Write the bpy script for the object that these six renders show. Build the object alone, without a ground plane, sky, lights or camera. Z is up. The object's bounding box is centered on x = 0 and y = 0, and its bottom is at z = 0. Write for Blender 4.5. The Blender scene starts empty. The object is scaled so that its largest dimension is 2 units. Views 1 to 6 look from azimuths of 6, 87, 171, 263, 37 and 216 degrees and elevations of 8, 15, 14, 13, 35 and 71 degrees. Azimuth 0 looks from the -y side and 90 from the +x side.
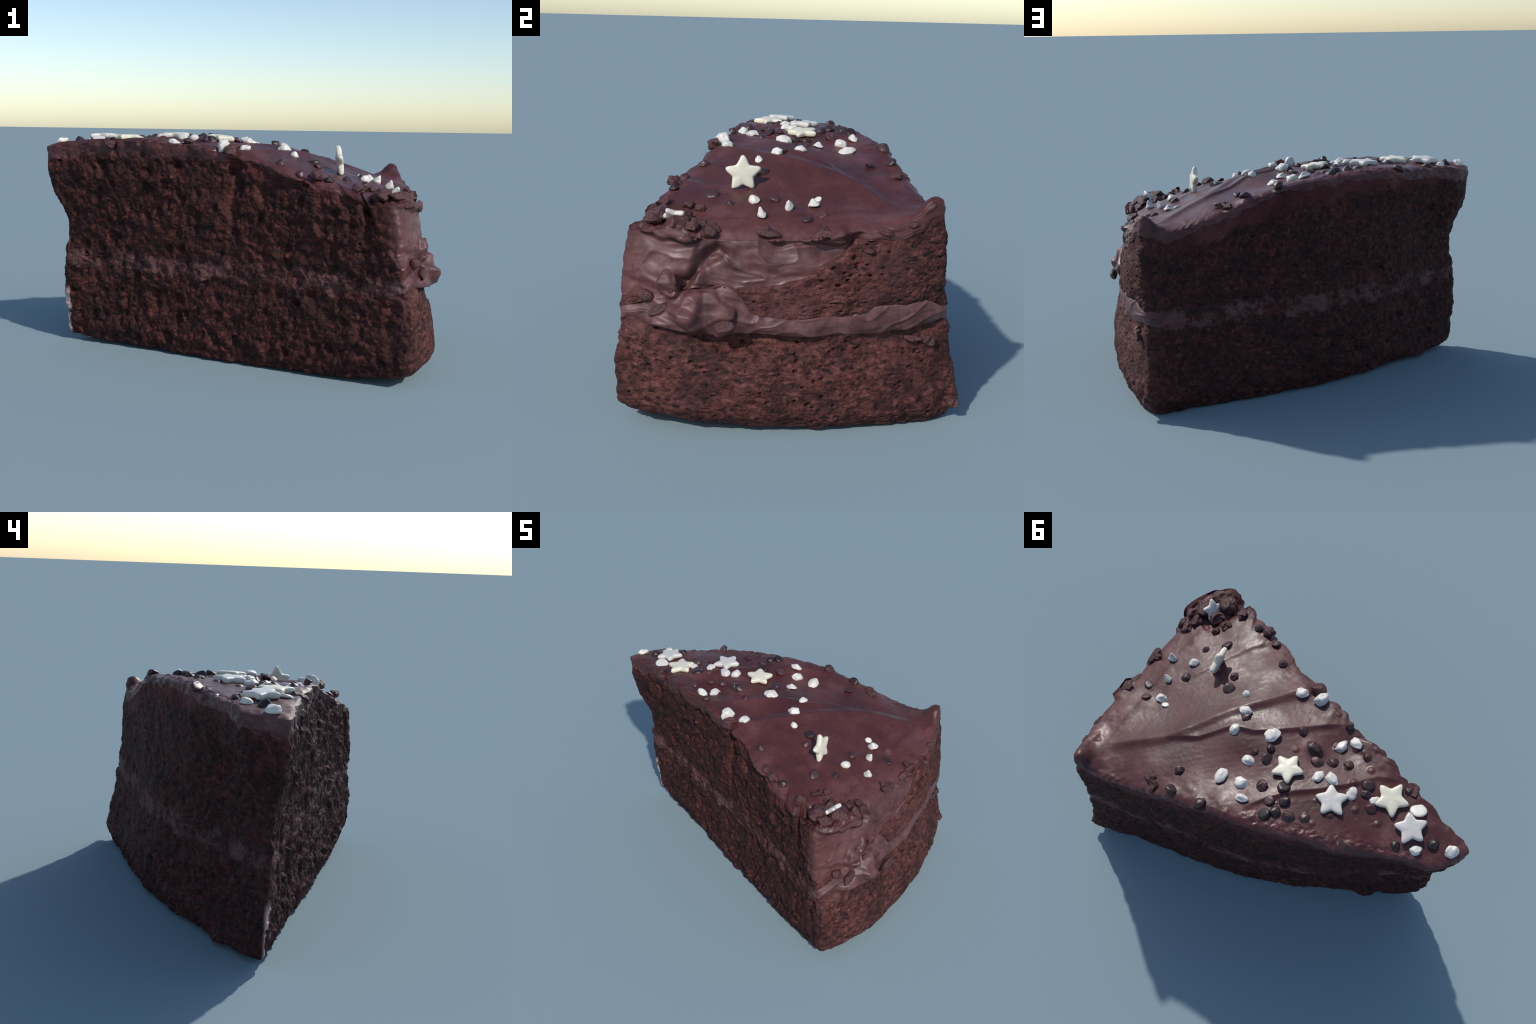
import bpy, math
import numpy as np
from mathutils import Matrix, Vector

# =====================================================================
#  A slice of two-layer chocolate cake: lower sponge, cream filling,
#  upper sponge, chocolate frosting (top cap + smeared outer end), white
#  stars, white chips, dark chips and crumbs.
# =====================================================================
RNG = np.random.default_rng(11)

# ------------------------------------------------------------- noise
def _hash(ix, iy, iz, seed):
    with np.errstate(over='ignore'):
        h = (ix.astype(np.uint32) * np.uint32(374761393) + iy.astype(np.uint32) * np.uint32(668265263)
             + iz.astype(np.uint32) * np.uint32(2147483647) + np.uint32(seed * 974711 + 12345))
        h = (h ^ (h >> np.uint32(13))) * np.uint32(1274126177)
        h = (h ^ (h >> np.uint32(15))) * np.uint32(2246822519)
        return h ^ (h >> np.uint32(16))

def _unit(h):
    return h.astype(np.float64) / 4294967295.0

def noise(P, scale, seed=0):
    """gradient noise, about -1..1; scale may be a 3-vector"""
    Q = np.asarray(P) * np.asarray(scale)
    I = np.floor(Q).astype(np.int64)
    F = Q - I
    W = F * F * F * (F * (F * 6 - 15) + 10)
    out = np.zeros(len(Q))
    for dx in (0, 1):
        for dy in (0, 1):
            for dz in (0, 1):
                h = _hash(I[:, 0] + dx, I[:, 1] + dy, I[:, 2] + dz, seed)
                a = _unit(h) * 2 * np.pi
                c = _unit(_hash(I[:, 0] + dx, I[:, 1] + dy, I[:, 2] + dz, seed + 77)) * 2 - 1
                s = np.sqrt(1 - c * c)
                g = (s * np.cos(a) * (F[:, 0] - dx) + s * np.sin(a) * (F[:, 1] - dy) + c * (F[:, 2] - dz))
                w = ((W[:, 0] if dx else 1 - W[:, 0]) * (W[:, 1] if dy else 1 - W[:, 1])
                     * (W[:, 2] if dz else 1 - W[:, 2]))
                out += w * g
    return out * 1.6

def fbm(P, scale, octaves=3, seed=0):
    out = 0
    amp = 1.0
    sc = np.asarray(scale, float)
    for o in range(octaves):
        out = out + amp * noise(P, sc, seed + o * 5)
        sc = sc * 2.03
        amp *= 0.5
    return out

def cells(P, scale, seed=0):
    """distance to nearest jittered cell point, and that cell's random value"""
    Q = np.asarray(P) * np.asarray(scale)
    I = np.floor(Q).astype(np.int64)
    F = Q - I
    best = np.full(len(Q), 9.0)
    val = np.zeros(len(Q))
    for dx in (-1, 0, 1):
        for dy in (-1, 0, 1):
            for dz in (-1, 0, 1):
                h = _hash(I[:, 0] + dx, I[:, 1] + dy, I[:, 2] + dz, seed)
                h2 = _hash(I[:, 0] + dx, I[:, 1] + dy, I[:, 2] + dz, seed + 31)
                jx = (h & np.uint32(1023)).astype(float) / 1023
                jy = ((h >> np.uint32(10)) & np.uint32(1023)).astype(float) / 1023
                jz = ((h >> np.uint32(20)) & np.uint32(1023)).astype(float) / 1023
                d = (F[:, 0] - dx - jx) ** 2 + (F[:, 1] - dy - jy) ** 2 + (F[:, 2] - dz - jz) ** 2
                m = d < best
                best = np.where(m, d, best)
                val = np.where(m, _unit(h2), val)
    return np.sqrt(best), val

def step(a, b, x):
    t = np.clip((x - a) / (b - a), 0, 1)
    return t * t * (3 - 2 * t)

def bump2(u, v, u0, v0, ru, rv, power=1.0):
    return np.exp(-(((u - u0) / ru) ** 2 + ((v - v0) / rv) ** 2) ** power)

# ------------------------------------------------------------- outline
# horizontal cross-sections of the wedge at several heights:
# (z, cut side towards -y from the tip to the outer corner, outer end, other cut side back to the tip)
SECTIONS = [
 (0.00, [(-.890,.02),(-.58,-.090),(-.19,-.258),(.20,-.418),(.45,-.520),(.735,-.60)],
        [(.855,-.45),(.90,-.25),(.925,.05),(.895,.35),(.835,.58),(.785,.675)],
        [(.52,.612),(.20,.540),(-.06,.468),(-.29,.368),(-.48,.268),(-.70,.145),(-.83,.065)]),
 (0.07, [(-.925,.015),(-.58,-.112),(-.18,-.276),(.20,-.430),(.45,-.538),(.825,-.690)],
        [(.938,-.46),(.970,-.25),(.972,.05),(.928,.35),(.862,.58),(.815,.712)],
        [(.52,.625),(.20,.558),(-.06,.485),(-.29,.385),(-.48,.280),(-.70,.145),(-.84,.062)]),
 (0.20, [(-.940,.010),(-.58,-.108),(-.18,-.270),(.20,-.425),(.45,-.538),(.848,-.708)],
        [(.950,-.47),(.980,-.25),(.966,.05),(.908,.35),(.856,.56),(.812,.700)],
        [(.52,.602),(.20,.545),(-.06,.478),(-.29,.382),(-.48,.270),(-.70,.128),(-.84,.058)]),
 (0.36, [(-.945,.005),(-.58,-.107),(-.19,-.265),(.20,-.419),(.45,-.533),(.842,-.702)],
        [(.930,-.47),(.948,-.25),(.925,.05),(.872,.35),(.838,.55),(.806,.662)],
        [(.52,.585),(.20,.530),(-.06,.468),(-.29,.380),(-.48,.272),(-.70,.126),(-.84,.056)]),
 (0.50, [(-.925,-.002),(-.58,-.110),(-.20,-.264),(.20,-.415),(.45,-.529),(.805,-.690)],
        [(.895,-.47),(.920,-.25),(.930,.05),(.902,.35),(.858,.54),(.810,.645)],
        [(.50,.570),(.20,.516),(-.06,.462),(-.29,.378),(-.48,.276),(-.70,.122),(-.84,.052)]),
 (0.64, [(-.910,-.012),(-.58,-.120),(-.20,-.272),(.20,-.416),(.45,-.529),(.780,-.682)],
        [(.870,-.46),(.898,-.25),(.920,.05),(.914,.30),(.880,.50),(.815,.628)],
        [(.50,.560),(.20,.508),(-.06,.456),(-.29,.378),(-.50,.276),(-.72,.106),(-.84,.052)]),
 (0.80, [(-.980,-.038),(-.58,-.140),(-.20,-.272),(.20,-.415),(.45,-.530),(.765,-.645)],
        [(.838,-.45),(.858,-.25),(.868,.05),(.874,.25),(.865,.45),(.812,.617)],
        [(.50,.555),(.20,.506),(-.06,.452),(-.29,.378),(-.50,.284),(-.72,.132),(-.89,.088)]),
 (0.89, [(-.998,-.040),(-.58,-.158),(-.20,-.270),(.20,-.405),(.45,-.525),(.750,-.59)],
        [(.815,-.44),(.838,-.25),(.852,.05),(.868,.22),(.855,.42),(.810,.603)],
        [(.50,.552),(.20,.502),(-.06,.445),(-.29,.375),(-.50,.292),(-.72,.165),(-.91,.098)]),
 (1.12, [(-.998,-.025),(-.58,-.158),(-.20,-.268),(.20,-.400),(.45,-.515),(.725,-.545)],
        [(.80,-.44),(.830,-.25),(.850,.05),(.865,.22),(.850,.42),(.810,.590)],
        [(.50,.550),(.20,.495),(-.06,.438),(-.29,.370),(-.50,.297),(-.72,.188),(-.91,.112)]),
]
NS = 1300                      # samples round the outline
S_FRONT, S_END = 0.37, 0.655   # outline parameter at the two outer corners

def curve_through(pts, n, endpoint=False):
    """smooth arc-length resampling of a short control polyline"""
    P = np.array(pts, float)
    t = np.r_[0, np.cumsum(np.hypot(*np.diff(P, axis=0).T))]
    # Catmull-Rom tangents
    m = np.gradient(P, t, axis=0)
    u = np.linspace(0, t[-1], 400)
    k = np.clip(np.searchsorted(t, u, side='right') - 1, 0, len(t) - 2)
    h = (t[k + 1] - t[k])
    x = (u - t[k]) / h
    h00, h10 = 2 * x**3 - 3 * x**2 + 1, x**3 - 2 * x**2 + x
    h01, h11 = -2 * x**3 + 3 * x**2, x**3 - x**2
    C = (h00[:, None] * P[k] + (h10 * h)[:, None] * m[k] + h01[:, None] * P[k + 1] + (h11 * h)[:, None] * m[k + 1])
    a = np.r_[0, np.cumsum(np.hypot(*np.diff(C, axis=0).T))]
    w = np.linspace(0, a[-1], n, endpoint=endpoint)
    return np.c_[np.interp(w, a, C[:, 0]), np.interp(w, a, C[:, 1])]

def ring_smooth(A, sigma, axis=0, wrap=True):
    r = int(3 * sigma) + 1
    k = np.exp(-0.5 * (np.arange(-r, r + 1) / sigma) ** 2)
    k /= k.sum()
    out = np.zeros_like(A)
    if wrap:
        for i, w in zip(range(-r, r + 1), k):
            out += w * np.roll(A, i, axis=axis)
    else:
        pad = [(0, 0)] * A.ndim
        pad[axis] = (r, r)
        B = np.pad(A, pad, mode='edge')
        n = A.shape[axis]
        for i, w in zip(range(0, 2 * r + 1), k):
            out += w * np.take(B, range(i, i + n), axis=axis)
    return out

def outline_table():
    n1 = int(round(NS * S_FRONT)); n2 = int(round(NS * (S_END - S_FRONT))); n3 = NS - n1 - n2
    rows = []
    for z, f, e, r in SECTIONS:
        a = curve_through(f, n1)
        b = curve_through([f[-1]] + e, n2)
        c = curve_through([e[-1]] + r + [f[0]], n3)
        rows.append(ring_smooth(np.vstack([a, b, c]), 5.0))
    zs = np.array([s[0] for s in SECTIONS])
    T = np.array(rows)
    zz = np.linspace(0, 1.12, 225)
    D = np.zeros((len(zz), NS, 2))
    m = np.gradient(T, zs, axis=0)
    k = np.clip(np.searchsorted(zs, zz, side='right') - 1, 0, len(zs) - 2)
    h = zs[k + 1] - zs[k]
    x = (zz - zs[k]) / h
    for i in range(len(zz)):
        X = x[i]
        D[i] = ((2*X**3-3*X**2+1) * T[k[i]] + (X**3-2*X**2+X) * h[i] * m[k[i]]
                + (-2*X**3+3*X**2) * T[k[i]+1] + (X**3-X**2) * h[i] * m[k[i]+1])
    return zz, D
ZZ, WALL = outline_table()
S = np.arange(NS) / NS

def wall_xy(z):
    """z: (rows, NS) heights -> (rows, NS, 2)"""
    f = np.clip(z / 1.12 * (len(ZZ) - 1), 0, len(ZZ) - 1.001)
    i = np.floor(f).astype(int)
    t = (f - i)[..., None]
    j = np.broadcast_to(np.arange(NS), z.shape)
    return WALL[i, j] * (1 - t) + WALL[i + 1, j] * t

# ------------------------------------------------------------- the top
TOP_PTS = np.array([
 (-.985,-.03,1.043),(-.93,.01,1.050),(-.80,.10,1.056),(-.72,.03,1.068),(-.71,-.06,1.068),(-.58,-.035,1.066),
 (-.42,.04,1.078),(-.36,.126,1.083),(-.30,.035,1.075),(-.24,.06,1.074),(-.25,-.134,1.043),(-.30,-.184,1.050),
 (-.105,.104,1.066),(-.006,.337,1.058),(.04,.272,1.040),(.143,.29,1.022),(.078,.163,1.038),(.05,0,1.052),
 (.22,.07,1.034),(.232,-.04,1.018),(.06,-.266,1.020),(-.04,-.28,1.032),(.288,-.122,.992),(.50,-.19,.920),
 (.638,-.152,.882),(.698,-.01,.870),(.662,.093,.876),(.757,-.123,.848),
 (.78,.555,.915),(.695,.57,.888),(.50,.54,.928),(.31,.50,.990),(.124,.46,1.048),(-.09,.385,1.073),
 (-.30,.33,1.086),(-.60,.22,1.068),(-.86,.11,1.050),
 (-.746,-.118,1.068),(-.51,-.18,1.077),(-.365,-.215,1.072),(-.24,-.25,1.064),(-.12,-.29,1.050),(.02,-.34,1.022),
 (.11,-.37,1.000),(.256,-.42,.960),(.39,-.49,.918),(.48,-.52,.902),(.565,-.54,.875),(.65,-.56,.850),
 (.87,.20,.836),(.86,0.02,.812),(.84,-.20,.815),(.86,.40,.852),(.76,-.42,.822),(.80,.25,.862),
 (.50,.42,.950),(.62,.45,.900),(.72,.42,.874),(.36,.42,.978),(.22,.40,1.018)])

def _tps_fit(P, lam=2e-4):
    n = len(P)
    d = np.hypot(P[:, None, 0] - P[None, :, 0], P[:, None, 1] - P[None, :, 1])
    K = np.where(d > 0, d * d * np.log(d + 1e-12), 0) + lam * np.eye(n)
    B = np.c_[np.ones(n), P[:, :2]]
    A = np.block([[K, B], [B.T, np.zeros((3, 3))]])
    return np.linalg.solve(A, np.r_[P[:, 2], 0, 0, 0])
_TPS = _tps_fit(TOP_PTS)

def top_base(x, y):
    out = _TPS[-3] + _TPS[-2] * x + _TPS[-1] * y
    for (px, py, _), w in zip(TOP_PTS, _TPS[:-3]):
        d2 = (x - px) ** 2 + (y - py) ** 2
        out = out + w * 0.5 * d2 * np.log(d2 + 1e-12)
    return out

def line_distance(x, y, pts):
    """signed distance (positive on the left of travel) and fraction along a polyline"""
    best = np.full(x.shape, 9.0); side = np.ones(x.shape); frac = np.zeros(x.shape)
    P = np.array(pts, float); n = len(P) - 1
    for i in range(n):
        a, b = P[i], P[i + 1]; e = b - a; L2 = e @ e
        t = np.clip(((x - a[0]) * e[0] + (y - a[1]) * e[1]) / L2, 0, 1)
        dx, dy = x - a[0] - t * e[0], y - a[1] - t * e[1]
        d = np.hypot(dx, dy)
        m = d < best
        best = np.where(m, d, best)
        side = np.where(m, np.sign(e[0] * dy - e[1] * dx), side)
        frac = np.where(m, (i + t) / n, frac)
    return best * side, frac

# knife sweeps left in the frosting: crest line, height, gentle width, steep width
SWEEPS = [
 ([(.80,.484),(.652,.367),(.513,.269),(.431,.173),(.364,.078),(.296,-.017),(.224,-.104),(.152,-.187),(.074,-.283),(.03,-.34)], .017, .065, .034),
 ([(.513,.269),(.353,.183),(.242,.058),(.136,.024),(.049,-.036),(-.072,-.138),(-.218,-.259)], .012, .05, .016),
 ([(-.018,.389),(-.10,.273),(-.193,.174),(-.289,.098),(-.385,.003),(-.469,-.094),(-.571,-.144)], .009, .05, .015),
 ([(.62,-.05),(.52,-.24),(.44,-.38),(.36,-.47)], .006, .07, .020),
]

def top_height(x, y):
    z = top_base(x, y)
    for pts, h, wide, steep in SWEEPS:
        d, f = line_distance(x, y, pts)
        fade = step(0, .12, f) * step(1.0, .9, f)
        # left of travel (+d) = the outer-end side: gentle; right side = steep drop and shallow trough
        crest = np.where(d > 0, np.exp(-(d / wide) ** 1.2), np.exp(-(d / steep) ** 2) * 1.0)
        trough = np.where(d < 0, -0.0 * np.exp(-((d + 2.2 * steep) / (1.6 * steep)) ** 2), 0)
        z = z + h * fade * (crest + trough)
    z = z + .034 * bump2(x, y, .812, .570, .060, .060, 1.5)           # peaked back corner
    z = z + .008 * bump2(x, y, .845, .43, .03, .12)
    z = z + .016 * bump2(x, y, .31, .485, .035, .03)
    z = z + .026 * bump2(x, y, -.15, -.05, .040, .032)         # mound round a standing chip
    z = z - .050 * bump2(x, y, .655, -.575, .030, .06)             # crack at the outer corner
    # torn, lumpy frosting over the near outer corner
    z = z + .034 * bump2(x, y, .835, -.47, .030, .10) + .016 * bump2(x, y, .77, -.56, .05, .04) - .030 * bump2(x, y, .71, -.46, .055, .075)
    return z

CENTER = np.array([.30, .02])

# ------------------------------------------------------------- layer borders round the outline
def knots(pairs):
    s, z = np.array(pairs).T
    return np.interp(S, np.r_[s, 1 + s[0]], np.r_[z, z[0]], period=None)

def front_s(x):   # outline parameter on the -y cut side for a given x
    return S_FRONT * (x + .99) / (.755 + .99)
def end_s(y):
    return S_FRONT + (S_END - S_FRONT) * (y + .68) / (.65 + .68)
def rear_s(x):
    return S_END + (1 - S_END) * (.81 - x) / (.81 + .98)

def jag(amp, scale, seed, lo=0.5):
    P = np.c_[np.cos(S * 2 * np.pi) * .75, np.sin(S * 2 * np.pi) * .75, np.full(NS, lo)]
    return amp * fbm(P, scale, 3, seed)

CUT = 1 - ((S > S_FRONT) & (S < S_END))
FILL_LO = knots([(0, .385), (front_s(-.8), .392), (front_s(-.48), .420), (front_s(-.22), .405), (front_s(-.07), .392),
                 (front_s(.22), .400), (front_s(.5), .398), (front_s(.7), .420),
                 (end_s(-.62), .455), (end_s(-.45), .427), (end_s(-.30), .408), (end_s(-.15), .412), (end_s(0), .402),
                 (end_s(.36), .398), (end_s(.52), .425), (end_s(.62), .450),
                 (rear_s(.74), .420), (rear_s(.51), .388), (rear_s(.32), .398), (rear_s(0), .404), (rear_s(-.32), .402),
                 (rear_s(-.56), .395), (rear_s(-.86), .388)]) + jag(.016, 14, 3) * CUT + jag(.006, 9, 4)
FILL_HI = knots([(0, .470), (front_s(-.8), .470), (front_s(-.48), .498), (front_s(-.22), .502), (front_s(-.07), .522),
                 (front_s(.22), .510), (front_s(.5), .476), (front_s(.7), .470),
                 (end_s(-.62), .500), (end_s(-.45), .575), (end_s(-.34), .590), (end_s(-.24), .606), (end_s(-.19), .575),
                 (end_s(-.15), .500), (end_s(0), .476), (end_s(.24), .488), (end_s(.35), .526), (end_s(.55), .535),
                 (end_s(.62), .505), (rear_s(.74), .490), (rear_s(.51), .506), (rear_s(.32), .514), (rear_s(0), .494),
                 (rear_s(-.32), .460), (rear_s(-.56), .486), (rear_s(-.86), .474)]) + jag(.018, 15, 9) * CUT + jag(.007, 9, 5)

RIM_Z = None
def rim_and_frost():
    z = np.full((1, NS), 1.0)
    for _ in range(12):
        xy = wall_xy(z)[0]
        z = np.clip(top_height(xy[:, 0], xy[:, 1]), .7, 1.115)[None]
    rim = z[0]
    depth = knots([(0, .10), (front_s(-.9), .085), (front_s(-.75), .08), (front_s(-.5), .115), (front_s(-.35), .10),
                   (front_s(-.12), .085), (front_s(.03), .045), (front_s(.25), .05), (front_s(.5), .055),
                   (front_s(.60), .05), (front_s(.655), .10), (front_s(.69), .24), (front_s(.74), .28),
                   (end_s(-.62), .29), (end_s(-.50), .29), (end_s(-.42), .24), (end_s(-.36), .21), (end_s(-.20), .235), (end_s(.06), .19),
                   (end_s(.18), .13), (end_s(.233), .10), (end_s(.27), .06), (end_s(.35), .055), (end_s(.54), .085),
                   (rear_s(.76), .085), (rear_s(.6), .045), (rear_s(.3), .040), (rear_s(0), .045), (rear_s(-.3), .05),
                   (rear_s(-.6), .05), (rear_s(-.86), .075)])
    return rim, rim - depth + jag(.024, 20, 21) * (1 - .6 * ((S > S_FRONT) & (S < S_END)))
RIM, FROST_LO = rim_and_frost()
FROST_LO = ring_smooth(FROST_LO, 2.5)
FILL_LO = ring_smooth(FILL_LO, 2.0); FILL_HI = ring_smooth(FILL_HI, 2.0)

IS_END = step(S_FRONT - .006, S_FRONT + .012, S) * step(S_END + .006, S_END - .012, S)
IS_FRONT = step(-.005, .02, S) * step(S_FRONT + .005, S_FRONT - .01, S)

# ------------------------------------------------------------- relief
def crumb_relief(P, s_end, s_front):
    """open crumb: lumps, pits and points; finer and flatter on the crust of the outer end"""
    Q = P + .012 * np.c_[noise(P, 14, 41), noise(P, 14, 42), noise(P, 14, 43)]
    n1 = fbm(P, 6, 2, 40)
    n2 = fbm(Q, 19, 3, 50)
    n3 = fbm(P, 80, 2, 60)
    d, v = cells(Q, (17, 17, 14), 5)
    pit = np.where(v > .38, step(.52, .06, d), 0) * (.35 + v * .8)
    db, vb = cells(Q, (9, 9, 8), 7)
    pit = pit + np.where(vb > .55, step(.42, .05, db), 0) * .9
    dp, vp = cells(Q, (19, 19, 17), 6)
    d2, v2 = cells(P, (40, 34, 56), 8)
    pit2 = np.where(v2 > .66, step(.44, .14, d2), 0) * (.4 + .9 * step(-.25, .35, noise(P, 7, 44)))
    point = np.where(vp < .22, step(.46, .0, dp), 0) * (.5 + 3 * vp)
    cut = (.009 * n1 + (.007 + .004 * s_front) * n2 + .0026 * n3 - .022 * pit * (.45 + .55 * s_front)
           - .004 * pit2 + .020 * point * (.35 + .65 * s_front) + .003)
    crag = step(0, .5, noise(P, 5, 45))
    crust = .010 * n1 + (.003 + .006 * crag) * n2 + .0022 * n3 - .013 * pit2 - .006 * pit * crag + .008 * point * crag
    return cut * (1 - s_end) + crust * s_end

def cream_relief(P):
    W = P + .05 * np.c_[noise(P, 6, 71), noise(P, 6, 72), noise(P, 6, 73)]
    fold = 1 - np.abs(noise(W, (8, 6, 16), 74)) * 2.2
    return .005 * fbm(P, 7, 2, 70) + .004 * np.maximum(fold, 0) ** 3 + .0016 * fbm(W, (20, 10, 44), 2, 80)

def patch(y, z, y0, z0, ry, rz, soft=.18, wob=0):
    """flat-topped plateau with a defined edge"""
    q = np.sqrt(((y - y0) / ry) ** 2 + ((z - z0) / rz) ** 2) + wob
    return step(1 + soft, 1 - soft, q)

def end_smears(y, z):
    """large forms of the smeared outer end (offset outwards), in the plane of the end"""
    P = np.c_[y, z, np.zeros_like(y)]
    w = .16 * fbm(P, 9, 2, 150)
    y = y + .030 * fbm(P, 7, 2, 151); z = z + .022 * fbm(P, 8, 2, 152)
    o = .016 * patch(y, z, -.53, .750, .175, .165, .10, w)                          # big lobe
    o = o + .012 * patch(y, z, -.02, .70, .20, .035, .5, w)                          # ridge in the upper smear
    o = o + .026 * patch(y, z, -.34, .495, .115, .070, .16, w * 1.3)                 # folded lump over the filling
    o = o + .022 * patch(y, z, -.42, .520, .06, .06, .4, w)
    o = o + .028 * patch(y, z, -.47, .805, .11, .030, .4, w)
    o = o + .024 * patch(y, z, -.46, .455, .12, .05, .3, w)
    o = o + .032 * patch(y, z, .13, .800, .085, .030, .25, w)                        # torn flap under the rim
    o = o + .018 * patch(y, z, -.10, .805, .07, .018, .4, w)
    t = np.clip(((y + .41) * .12 + (z - .63) * .11) / (.12 ** 2 + .11 ** 2), 0, 1)
    o = o - .032 * np.exp(-(((y + .41 - .12 * t) ** 2 + (z - .63 - .11 * t) ** 2) / .020 ** 2))   # gap beside the lobe
    o = o - .034 * bump2(y, z, .255, .760, .030, .030)                               # hole beside it
    o = o - .016 * bump2(y, z, .0, .775, .16, .014)
    o = o - .030 * bump2(y, z, -.43, .605, .022, .05)
    o = o + .026 * patch(y, z, -.480, .600, .034, .055, .3, w)
    o = o - .030 * bump2(y, z, .655, .09, .016, .022)
    return o

def cut_forms(x, z):
    """large forms of the -y cut side"""
    o = -.045 * bump2(x, z, .643 + .010 * np.sin(z * 45), .80, .020, .11, 1.5)       # split at the outer corner
    o = o - .030 * bump2(x, z, .015 + .04 * (z - .85) + .016 * np.sin(z * 38), .88, .026, .15)
    o = o - .014 * bump2(x, z, -.60, 1.00, .10, .05) + .010 * bump2(x, z, -.5, .98, .06, .03)
    o = o - .018 * bump2(x, z, -.62, 1.04, .02, .04)
    return o

def grid_normals(G):
    """outward normals of a (rows, NS, 3) tube grid"""
    ds = np.roll(G, -1, 1) - np.roll(G, 1, 1)
    dz = np.gradient(G, axis=0)
    N = np.cross(ds, dz)
    return N / (np.linalg.norm(N, axis=2, keepdims=True) + 1e-12)

def make_mesh(name, V, F, mat, smooth=True):
    me = bpy.data.meshes.new(name)
    V = np.asarray(V, np.float32).reshape(-1, 3)
    me.vertices.add(len(V)); me.vertices.foreach_set('co', V.ravel())
    sizes = np.concatenate([np.full(len(f), f.shape[1], np.int32) for f in F])
    idx = np.concatenate([f.ravel() for f in F]).astype(np.int32)
    me.loops.add(len(idx)); me.loops.foreach_set('vertex_index', idx)
    me.polygons.add(len(sizes))
    me.polygons.foreach_set('loop_start', np.r_[0, np.cumsum(sizes)[:-1]].astype(np.int32))
    me.update(calc_edges=True)
    me.validate()
    me.polygons.foreach_set('use_smooth', np.full(len(me.polygons), smooth))
    me.materials.append(mat)
    return me

def tube_faces(rows, off=0):
    i = np.arange(rows - 1)[:, None] * NS + off
    j = np.arange(NS)[None]; k = (j + 1) % NS
    return np.stack([i + j, i + k, i + NS + k, i + NS + j], -1).reshape(-1, 4)

def cap(G_row, rings, center_z, shape):
    """rings shrinking from a border row to the centre; shape(xy, r) -> z"""
    c = np.array([CENTER[0], CENTER[1]])
    rr = np.linspace(1, 0, rings + 1)[1:-1]
    xy = c + rr[:, None, None] * (G_row[None, :, :2] - c)
    z = shape(xy, rr[:, None], G_row[None, :, 2])
    R = np.concatenate([xy, z[..., None]], 2)
    return R

def layer(name, zlo, zhi, rows, relief, mat, cap_lo=None, cap_hi=None, ease=True):
    t = np.linspace(0, 1, rows)[:, None]
    if ease:
        t = np.clip(t, 0, 1)
    z = zlo[None] * (1 - t) + zhi[None] * t
    xy = wall_xy(z)
    G = np.concatenate([xy, z[..., None]], 2)
    N = grid_normals(G)
    sh = G.shape[:2]
    P = G.reshape(-1, 3)
    se = np.broadcast_to(IS_END, sh).ravel(); sf = np.broadcast_to(IS_FRONT, sh).ravel()
    tt = np.broadcast_to(t, sh).ravel()
    o = relief(P, se, sf, tt)
    G = G + N * o.reshape(sh)[..., None]
    parts = [G.reshape(-1, 3)]; faces = [tube_faces(rows)]
    n = rows * NS
    for row, capf, flip in ((0, cap_lo, True), (rows - 1, cap_hi, False)):
        rings = capf[0] if capf else 5
        shape = capf[1] if capf else (lambda xy, r, zb: np.broadcast_to(zb * r + (1 - r) * zb.mean(), xy.shape[:2]))
        R = cap(G[row], rings, None, shape)
        k = R.shape[0]
        parts.append(R.reshape(-1, 3)); parts.append(np.array([[CENTER[0], CENTER[1], R[-1, :, 2].mean()]]))
        j = np.arange(NS); jn = (j + 1) % NS
        a = row * NS
        first = np.stack([a + j, a + jn, n + jn, n + j], -1)
        rest = tube_faces(k, n) if k > 1 else np.zeros((0, 4), int)
        apex = n + k * NS
        tri = np.stack([n + (k - 1) * NS + j, n + (k - 1) * NS + jn, np.full(NS, apex)], -1)
        if flip:
            first, rest, tri = first[:, ::-1], rest[:, ::-1], tri[:, ::-1]
        faces += [first, rest, tri]
        n += (k + 1) * NS - NS + 1
    me = make_mesh(name, np.vstack(parts), faces, mat)
    ob = bpy.data.objects.new(name, me)
    bpy.context.scene.collection.objects.link(ob)
    return ob

# ------------------------------------------------------------- materials
def nodes_of(name):
    m = bpy.data.materials.new(name); m.use_nodes = True
    nt = m.node_tree; b = nt.nodes['Principled BSDF']
    return m, nt, b

def tex_noise(nt, scale, detail=4, rough=.6, vec=None):
    n = nt.nodes.new('ShaderNodeTexNoise'); n.inputs['Scale'].default_value = scale
    n.inputs['Detail'].default_value = detail; n.inputs['Roughness'].default_value = rough
    if vec: nt.links.new(vec, n.inputs['Vector'])
    return n.outputs['Fac']

def ramp(nt, fac, stops):
    r = nt.nodes.new('ShaderNodeValToRGB'); e = r.color_ramp.elements
    while len(e) < len(stops): e.new(.5)
    for el, (p, c) in zip(e, stops):
        el.position = p; el.color = (*c, 1) if len(c) == 3 else c
    nt.links.new(fac, r.inputs['Fac'])
    return r.outputs['Color']

def mix(nt, fac, a, b, mode='MIX'):
    m = nt.nodes.new('ShaderNodeMix'); m.data_type = 'RGBA'; m.blend_type = mode
    for sock, v in ((m.inputs['Factor'], fac), (m.inputs['A'], a), (m.inputs['B'], b)):
        if isinstance(v, (int, float)): sock.default_value = v
        elif isinstance(v, tuple): sock.default_value = (*v, 1)
        else: nt.links.new(v, sock)
    return m.outputs['Result']

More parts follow.
